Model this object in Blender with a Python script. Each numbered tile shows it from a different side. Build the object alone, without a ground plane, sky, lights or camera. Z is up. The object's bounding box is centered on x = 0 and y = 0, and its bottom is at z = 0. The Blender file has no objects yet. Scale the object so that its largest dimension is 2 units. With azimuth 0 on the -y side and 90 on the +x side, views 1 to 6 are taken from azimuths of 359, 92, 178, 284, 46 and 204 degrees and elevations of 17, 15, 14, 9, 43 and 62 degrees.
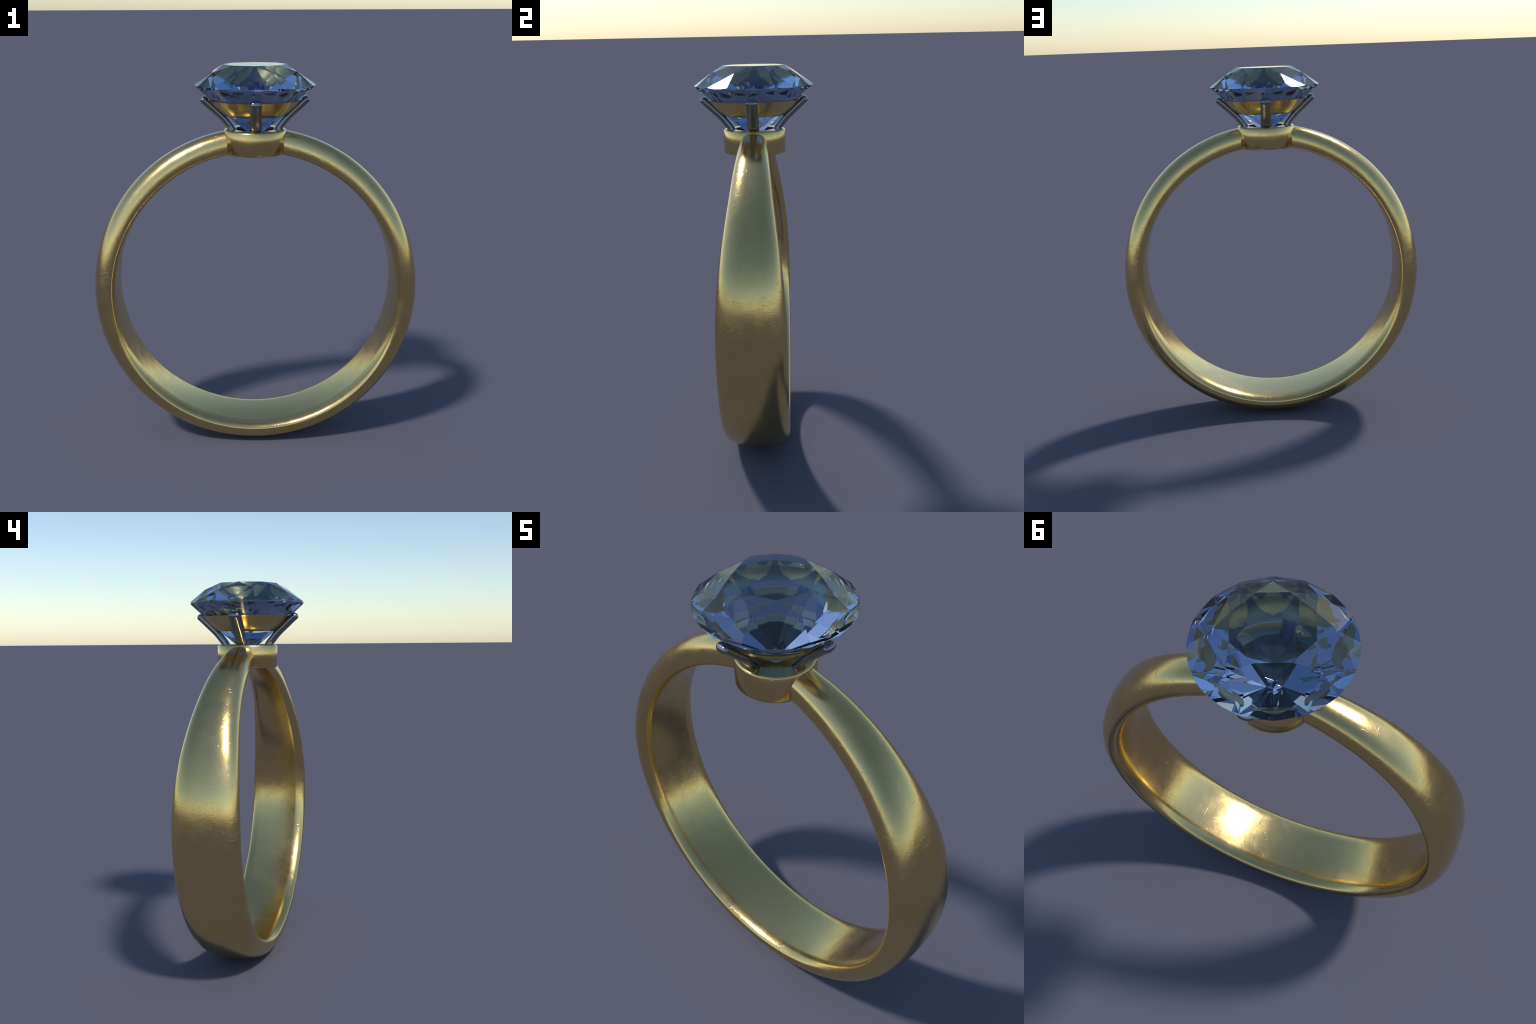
import bpy, bmesh, math
from mathutils import Vector

# ---------------------------------------------------------------- sizes (m)
RING_R = 0.8440          # outer radius of the band on its mid line
RING_Z = 0.8440          # height of the band's centre
INNER_R = 0.7240         # finger hole radius
SIDE_R = 0.7600          # radius where the cross-section is widest
COLLAR_R, COLLAR_TOP, COLLAR_BOTTOM, COLLAR_HOLE = 0.157, 1.684, 1.561, 0.103
GEM_R = 0.2985           # girdle radius
GEM_TOP = 2.0
GIRDLE_TOP, GIRDLE_BOTTOM = 1.9042, 1.8927
TABLE_R = 0.157          # to a corner of the octagonal table
STAR_LENGTH = 0.50
PAVILION_ANGLE = math.radians(40.75)
LOWER_HALF = 0.59
SEAT_FIT = [(0.1370, 1.15), (0.1300, 0.90), (0.1150, 0.46), (0.0980, 0.20), (0.0800, 0.10), (0.0620, 0.10)]


# ---------------------------------------------------------------- helpers
def make_object(name, bm, material, parent, smooth=True, sharp=None):
    mesh = bpy.data.meshes.new(name)
    bmesh.ops.recalc_face_normals(bm, faces=bm.faces)
    bm.to_mesh(mesh)
    bm.free()
    mesh.materials.append(material)
    if smooth:
        mesh.shade_smooth()
        if sharp is not None:
            mesh.set_sharp_from_angle(angle=math.radians(sharp))
    obj = bpy.data.objects.new(name, mesh)
    bpy.context.collection.objects.link(obj)
    obj.parent = parent
    return obj


def loft(bm, rings, closed_path=False, cap=True):
    """Skin a list of closed rings of points with quads."""
    rows = [[bm.verts.new(p) for p in ring] for ring in rings]
    n = len(rows[0])
    last = len(rows) if closed_path else len(rows) - 1
    for i in range(last):
        a, b = rows[i], rows[(i + 1) % len(rows)]
        for j in range(n):
            k = (j + 1) % n
            bm.faces.new((a[j], a[k], b[k], b[j]))
    if cap and not closed_path:
        bm.faces.new(rows[0])
        bm.faces.new(rows[-1])


def lathe(profile, segments=160, closed=True):
    """Turn a (radius, height) outline about the z axis."""
    bm = bmesh.new()
    rings = []
    for i in range(segments):
        a = 2 * math.pi * i / segments
        rings.append([(r * math.cos(a), r * math.sin(a), z) for r, z in profile])
    loft(bm, rings, closed_path=True)
    return bm


def arc(cx, cz, radius, start, stop, steps=6):
    return [(cx + radius * math.cos(math.radians(start + (stop - start) * i / steps)),
             cz + radius * math.sin(math.radians(start + (stop - start) * i / steps)))
            for i in range(steps + 1)]


def smooth_curve(knots, x):
    """Monotone cubic through (x, y) knots."""
    n = len(knots)
    xs, ys = [k[0] for k in knots], [k[1] for k in knots]
    if x <= xs[0]:
        return ys[0]
    if x >= xs[-1]:
        return ys[-1]
    d = [(ys[i + 1] - ys[i]) / (xs[i + 1] - xs[i]) for i in range(n - 1)]
    m = [d[0]] + [0 if d[i - 1] * d[i] <= 0 else 2 * d[i - 1] * d[i] / (d[i - 1] + d[i]) for i in range(1, n - 1)] + [d[-1]]
    i = max(j for j in range(n - 1) if xs[j] <= x)
    h = xs[i + 1] - xs[i]
    t = (x - xs[i]) / h
    return ((2 * t**3 - 3 * t**2 + 1) * ys[i] + (t**3 - 2 * t**2 + t) * h * m[i]
            + (-2 * t**3 + 3 * t**2) * ys[i + 1] + (t**3 - t**2) * h * m[i + 1])


# ---------------------------------------------------------------- materials
class Nodes:
    def __init__(self, name):
        self.material = bpy.data.materials.new(name)
        self.material.use_nodes = True
        self.tree = self.material.node_tree
        self.bsdf = self.tree.nodes["Principled BSDF"]

    def add(self, kind, inputs=None, **props):
        node = self.tree.nodes.new(kind)
        for key, value in props.items():
            setattr(node, key, value)
        for key, value in (inputs or {}).items():
            self.set(node.inputs[key], value)
        return node

    def set(self, socket, value):
        if isinstance(value, bpy.types.NodeSocket):
            self.tree.links.new(value, socket)
        else:
            socket.default_value = value

    def math(self, op, a, b=0.0, clamp=False):
        node = self.add("ShaderNodeMath", operation=op, use_clamp=clamp)
        self.set(node.inputs[0], a)
        self.set(node.inputs[1], b)
        return node.outputs[0]

    def span(self, value, lo, hi, out_lo=0.0, out_hi=1.0):
        node = self.add("ShaderNodeMapRange", {"Value": value, "From Min": lo, "From Max": hi, "To Min": out_lo, "To Max": out_hi})
        node.interpolation_type = "SMOOTHSTEP"
        return node.outputs[0]

    def noise(self, vector, scale, detail=2.0, rough=0.5, distortion=0.0):
        return self.add("ShaderNodeTexNoise", {"Vector": vector, "Scale": scale, "Detail": detail, "Roughness": rough, "Distortion": distortion}).outputs["Fac"]


def metal(name, colour, dark_colour, roughness, relief=1.0):
    """Worn polished metal: handling haze, dents, pits and hairline scratches."""
    n = Nodes(name)
    where = n.add("ShaderNodeTexCoord").outputs["Object"]
    patch = n.noise(where, 3.0, 3.0, 0.6)
    tint = n.add("ShaderNodeMix", {"Factor": n.span(patch, 0.35, 0.7)}, data_type="RGBA")
    n.set(tint.inputs[6], (*colour, 1))
    n.set(tint.inputs[7], (*dark_colour, 1))
    n.set(n.bsdf.inputs["Base Color"], tint.outputs[2])
    n.bsdf.inputs["Metallic"].default_value = 1.0
    haze = n.noise(where, 14.0, 5.0, 0.65)
    n.set(n.bsdf.inputs["Roughness"], n.span(haze, 0.3, 0.75, roughness * 0.80, roughness * 1.22))
    # faint polishing waves
    height = n.math("MULTIPLY", n.noise(where, 60.0, 5.0, 0.65), 0.045)
    height = n.math("ADD", height, n.math("MULTIPLY", n.noise(where, 130.0, 3.0, 0.6), 0.015))
    height = n.math("ADD", height, n.math("MULTIPLY", n.noise(where, 14.0, 1.0), 0.06))
    # pits of two sizes, in loose clusters; only some cells hold one
    bend = n.add("ShaderNodeTexNoise", {"Vector": where, "Scale": 45.0, "Detail": 3.0})
    ragged = n.add("ShaderNodeVectorMath", operation="MULTIPLY_ADD")
    n.set(ragged.inputs[0], bend.outputs["Color"])
    ragged.inputs[1].default_value = (0.022, 0.022, 0.022)
    n.set(ragged.inputs[2], where)
    for scale, low, high, depth, seed, share in ((120.0, 0.05, 0.30, 0.05, 5.0, 0.55), (52.0, 0.03, 0.22, 0.09, 7.0, 0.42)):
        cells = n.add("ShaderNodeTexVoronoi", {"Vector": ragged.outputs[0], "Scale": scale, "Randomness": 1.0}, feature="F1")
        chosen = n.math("LESS_THAN", n.add("ShaderNodeSeparateColor", {"Color": cells.outputs["Color"]}).outputs[0], share)
        cluster = n.math("MULTIPLY", n.span(n.noise(where, seed, 2.0), 0.42, 0.66), chosen)
        height = n.math("SUBTRACT", height, n.math("MULTIPLY", n.math("MULTIPLY", n.span(cells.outputs["Distance"], low, high, 1.0, 0.0), cluster), depth))
    # hairline scratches: thin ridges of strongly stretched noise, three directions
    for turn, stretch, amount in (((0.3, 0.5, 0.2), (2.0, 40.0, 40.0), 0.018), ((1.1, -0.4, 1.3), (45.0, 2.5, 45.0), 0.018), ((-0.5, 0.9, 0.4), (38.0, 38.0, 2.0), 0.018)):
        spun = n.add("ShaderNodeMapping", {"Vector": where, "Rotation": turn, "Scale": stretch}).outputs[0]
        ridge = n.math("ABSOLUTE", n.math("SUBTRACT", n.noise(spun, 1.0, 0.0, 0.4), 0.5))
        line = n.span(ridge, 0.0, 0.016, 1.0, 0.0)
        few = n.span(n.noise(where, 8.0 + 3.0 * turn[0], 1.0), 0.55, 0.66)
        height = n.math("SUBTRACT", height, n.math("MULTIPLY", n.math("MULTIPLY", line, few), amount))
    bump = n.add("ShaderNodeBump", {"Height": height, "Strength": 0.55 * relief, "Distance": 0.01})
    n.set(n.bsdf.inputs["Normal"], bump.outputs[0])
    return n.material


def glass(name, colour, ior):
    n = Nodes(name)
    n.bsdf.inputs["Base Color"].default_value = (*colour, 1)
    n.bsdf.inputs["Transmission Weight"].default_value = 1.0
    n.bsdf.inputs["Roughness"].default_value = 0.0
    n.bsdf.inputs["IOR"].default_value = ior
    return n.material


gold = metal("worn_gold", (0.75, 0.565, 0.235), (0.71, 0.525, 0.21), 0.22)
silver = metal("dark_silver", (0.29, 0.29, 0.30), (0.25, 0.25, 0.26), 0.22, 0.5)
recess = metal("shadowed_gold", (0.42, 0.29, 0.11), (0.36, 0.25, 0.09), 0.30)  # same gold, base colour darkened to paint shade on the collar's hole wall
sapphire = glass("blue_gemstone", (0.29, 0.41, 0.64), 1.5)

# ---------------------------------------------------------------- the ring
ring = bpy.data.objects.new("engagement_ring", None)
bpy.context.collection.objects.link(ring)
ring["label"] = "gold ring with a large blue brilliant-cut stone"
ring["category"] = "ring"

# band: half width against the angle from the top, in degrees
WIDTH = [(0, 0.067), (8, 0.070), (21, 0.081), (32, 0.0930), (43, 0.106), (52, 0.1195), (58, 0.1290),
         (66, 0.1415), (78, 0.1555), (88, 0.1625), (105, 0.1660), (130, 0.1670), (180, 0.1670)]


def band_section(w):
    """(across, radius) outline: domed outside, softly rounded inside edges."""
    out = []
    steps = 44
    for i in range(steps):                       # outside, from -w to +w
        a = math.pi - math.pi * i / steps
        c, s = math.cos(a), math.sin(a)
        e = 2 / 2.45
        out.append((w * math.copysign(abs(c) ** e, c), SIDE_R + (RING_R - SIDE_R) * abs(s) ** e))
    fillet = 0.40 * w
    b = SIDE_R - INNER_R - 0.003
    flat = w - fillet
    for i in range(10):                          # edge into the hole
        a = math.pi / 2 * i / 10
        out.append((flat + fillet * math.cos(a), SIDE_R - b * math.sin(a)))
    for i in range(17):                          # inside face, very slightly crowned
        y = flat - 2 * flat * i / 16
        out.append((y, INNER_R + 0.003 * (y / flat) ** 2))
    for i in range(9, 0, -1):
        a = math.pi / 2 * i / 10
        out.append((-flat - fillet * math.cos(a), SIDE_R - b * math.sin(a)))
    return out


bm = bmesh.new()
start = math.asin(0.128 / 0.80)
segments = 420
rings = []
for i in range(segments + 1):
    a = start + (2 * math.pi - 2 * start) * i / segments
    w = smooth_curve(WIDTH, math.degrees(min(a, 2 * math.pi - a)))
    rings.append([(r * math.sin(a), y, RING_Z + r * math.cos(a)) for y, r in band_section(w)])
loft(bm, rings)
make_object("band", bm, gold, ring, sharp=50)

# collar: the short cup on top of the band that carries the claws; each outline
# point also says where its surface faces (degrees above level) so that the wall
# shades like a softly rolled rim although it is nearly upright
edge, foot = 0.010, 0.012
wall_top, wall_bottom = COLLAR_TOP - edge, COLLAR_BOTTOM + foot
outline = [(0.0001, COLLAR_TOP - 0.078, 90, 90), (COLLAR_HOLE, COLLAR_TOP - 0.078, 90, 180),
           (COLLAR_HOLE, COLLAR_TOP - 0.002, 180, 135), (COLLAR_HOLE + 0.002, COLLAR_TOP, 135, 90)]
for i in range(8):                                # top rim
    t = i / 7
    a = math.radians(90 - 90 * t)
    outline.append((COLLAR_R - edge + edge * math.cos(a), wall_top + edge * math.sin(a)) + (90 - 74 * t,) * 2)
for i in range(1, 12):                            # wall
    t = i / 12
    tilt = 16 - 38 * t
    outline.append((COLLAR_R + 0.0012 * math.sin(math.pi * t), wall_top + (wall_bottom - wall_top) * t) + (tilt,) * 2)
for i in range(8):                                # rounded foot
    t = i / 7
    a = math.radians(-90 * t)
    outline.append((COLLAR_R - foot + foot * math.cos(a), wall_bottom + foot * math.sin(a)) + (-22 - 68 * t,) * 2)
outline.append((0.0001, COLLAR_BOTTOM, -90, -90))
collar = make_object("collar", lathe([p[:2] for p in outline]), gold, ring)
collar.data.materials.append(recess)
facing = []
count = len(outline)
for poly in collar.data.polygons:
    ids = [collar.data.loops[k].vertex_index % count for k in poly.loop_indices]
    first = min(ids) if max(ids) - min(ids) == 1 else count - 1
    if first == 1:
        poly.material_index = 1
    for k in poly.loop_indices:
        v = collar.data.vertices[collar.data.loops[k].vertex_index].co
        here = collar.data.loops[k].vertex_index % count
        tilt = math.radians(outline[here][3] if here == first else outline[here][2])
        if first == count - 1:
            tilt = math.radians(-90)
        out = Vector((v.x, v.y, 0)).normalized()
        facing.append(out * math.cos(tilt) + Vector((0, 0, math.sin(tilt))))
collar.data.normals_split_custom_set(facing)

# seat: the thin curved bowl under the stone
outer = [(0.2345, 1.8300), (0.2225, 1.8180), (0.2082, 1.8005), (0.1910, 1.7840), (0.1685, 1.7645), (0.1585, 1.7570), (0.1515, 1.7525)]
# its inside lies so close that the stone's ridges sink into the gold


def stone_flat(d):
    """Radius of the stone on the middle of a pavilion main facet, d below the girdle."""
    return GEM_R - d / math.tan(PAVILION_ANGLE)


def stone_ridge(d):
    """Radius of the stone on the ridge between two lower halves."""
    bottom = GEM_R * (1 - LOWER_HALF)
    depth = (GEM_R - bottom * math.cos(math.radians(22.5))) * math.tan(PAVILION_ANGLE)
    return GEM_R - (GEM_R - bottom) * d / depth


inner = [(0.1460, 1.7525)]
for d, share in SEAT_FIT:
    inner.append((stone_flat(d) + share * (stone_ridge(d) - stone_flat(d)), GIRDLE_BOTTOM - d))
make_object("gem_seat", lathe(outer + inner), gold, ring, sharp=50)

# claws: four flat bent bars
PATH = [(0.1040, 1.6620), (0.1139, 1.6785), (0.1239, 1.6944), (0.1429, 1.7187), (0.1624, 1.7419), (0.1841, 1.7630), (0.2075, 1.7845), (0.2326, 1.8080), (0.2560, 1.8290)]
CLAW_W, CLAW_T = 0.0288, 0.0188


def claw_path(t):
    """Catmull-Rom point of the claw's spine, t from 0 to 1."""
    x = t * (len(PATH) - 1)
    i = min(int(x), len(PATH) - 2)
    f = x - i
    p = [Vector(PATH[max(0, min(len(PATH) - 1, j))]) for j in (i - 1, i, i + 1, i + 2)]
    return 0.5 * (2 * p[1] + (p[2] - p[0]) * f + (2 * p[0] - 5 * p[1] + 4 * p[2] - p[3]) * f * f
                  + (3 * p[1] - p[0] - 3 * p[2] + p[3]) * f**3)


def claw_mesh():
    bm = bmesh.new()
    rings = []
    spine = [claw_path(i / 40) for i in range(41)]
    cap = 0.016
    stations = [(p, (spine[min(i + 1, 40)] - spine[max(i - 1, 0)]).normalized(), 0.0) for i, p in enumerate(spine)]
    tip, along, _ = stations[-1]
    for k in range(1, 11):
        a = math.pi / 2 * k / 10
        stations.append((tip + along * cap * math.sin(a), along, 1 - math.cos(a)))
    for p, d, shrink in stations:
        across = Vector((-d.y, d.x))
        ring_points = []
        # softened rectangle (a superellipse), pulled in at the tip
        w = CLAW_W * (1 - 0.60 * shrink)
        t = CLAW_T * (1 - 0.96 * shrink)
        for k in range(40):
            a = 2 * math.pi * (k + 0.5) / 40
            c, s = math.cos(a), math.sin(a)
            u = w * math.copysign(abs(c) ** (2 / 2.7), c)
            v = t * math.copysign(abs(s) ** (2 / 2.5), s)
            q = p + across * v
            ring_points.append((q.x, u, q.y))
        rings.append(ring_points)
    loft(bm, rings)
    return bm


claw = make_object("claw", claw_mesh(), silver, ring, sharp=60)
for k in range(1, 4):
    copy = claw.copy()
    copy.name = "claw"
    copy.rotation_euler = (0, 0, math.pi / 2 * k)
    bpy.context.collection.objects.link(copy)
    copy.parent = ring


# gemstone: a round bar cut by the planes of a brilliant
def polar(r, degrees, z):
    a = math.radians(degrees)
    return Vector((r * math.cos(a), r * math.sin(a), z))


def cut(faces, p, q, r):
    """Grind one plane onto the stone: keep the side that holds its heart, cap the cut."""
    normal = (q - p).cross(r - p).normalized()
    if (Vector((0, 0, 1.86)) - p).dot(normal) > 0:
        normal = -normal
    kept, rim = [], []
    for face in faces:
        heights = [(v - p).dot(normal) for v in face]
        if max(heights) < 1e-7:
            kept.append(face)
            continue
        out = []
        for i, v in enumerate(face):
            w, hv, hw = face[(i + 1) % len(face)], heights[i], heights[(i + 1) % len(face)]
            if hv <= 1e-7:
                out.append(v)
                if hv > -1e-7:
                    rim.append(v)
            if (hv > 1e-7 and hw < -1e-7) or (hv < -1e-7 and hw > 1e-7):
                x = v + (w - v) * (hv / (hv - hw))
                out.append(x)
                rim.append(x)
        if len(out) > 2:
            kept.append(out)
    single = []
    for v in rim:
        if all((v - o).length > 2e-6 for o in single):
            single.append(v)
    if len(single) > 2:
        middle = sum(single, Vector()) / len(single)
        u = (single[0] - middle).normalized()
        w = normal.cross(u)
        kept.append(sorted(single, key=lambda v: math.atan2((v - middle).dot(w), (v - middle).dot(u))))
    return kept


bar = [polar(GEM_R, 360 * i / 96, 0) for i in range(96)]
low, high = Vector((0, 0, 1.5)), Vector((0, 0, 2.1))
stone = [[v + low for v in bar], [v + high for v in bar]]
stone += [[bar[i] + low, bar[(i + 1) % 96] + low, bar[(i + 1) % 96] + high, bar[i] + high] for i in range(96)]
crown_slope = (GEM_TOP - GIRDLE_TOP) / (GEM_R - TABLE_R)
pavilion_slope = math.tan(PAVILION_ANGLE)
half = math.radians(22.5)
table_edge = TABLE_R * math.cos(half)
star_r = table_edge + STAR_LENGTH * (GEM_R - table_edge)
star_z = GIRDLE_TOP + (GEM_R - star_r * math.cos(half)) * crown_slope
low_r = GEM_R * (1 - LOWER_HALF)
low_z = GIRDLE_BOTTOM - (GEM_R - low_r * math.cos(half)) * pavilion_slope
stone = cut(stone, polar(1, 0, GEM_TOP), polar(1, 120, GEM_TOP), polar(1, 240, GEM_TOP))
for k in range(8):                                # main facets of crown and pavilion
    a = 45 * k
    side = polar(1, a + 90, 0)
    stone = cut(stone, polar(GEM_R, a, GIRDLE_TOP), polar(TABLE_R, a, GEM_TOP), polar(GEM_R, a, GIRDLE_TOP) + side)
    culet = Vector((0, 0, GIRDLE_BOTTOM - GEM_R * pavilion_slope))
    stone = cut(stone, polar(GEM_R, a, GIRDLE_BOTTOM), culet, polar(GEM_R, a, GIRDLE_BOTTOM) + side)
for k in range(8):
    a, b = 45 * k, 45 * k + 22.5
    stone = cut(stone, polar(TABLE_R, a, GEM_TOP), polar(TABLE_R, a + 45, GEM_TOP), polar(star_r, b, star_z))
    for s in (a, a + 45):
        stone = cut(stone, polar(star_r, b, star_z), polar(GEM_R, s, GIRDLE_TOP), polar(GEM_R, b, GIRDLE_TOP))
        stone = cut(stone, polar(low_r, b, low_z), polar(GEM_R, s, GIRDLE_BOTTOM), polar(GEM_R, b, GIRDLE_BOTTOM))
bm = bmesh.new()
for face in stone:
    bm.faces.new([bm.verts.new(v) for v in face])
bmesh.ops.remove_doubles(bm, verts=bm.verts, dist=5e-6)
bmesh.ops.dissolve_degenerate(bm, edges=bm.edges, dist=5e-6)
assert all(e.is_manifold for e in bm.edges)
make_object("gemstone", bm, sapphire, ring, smooth=False)
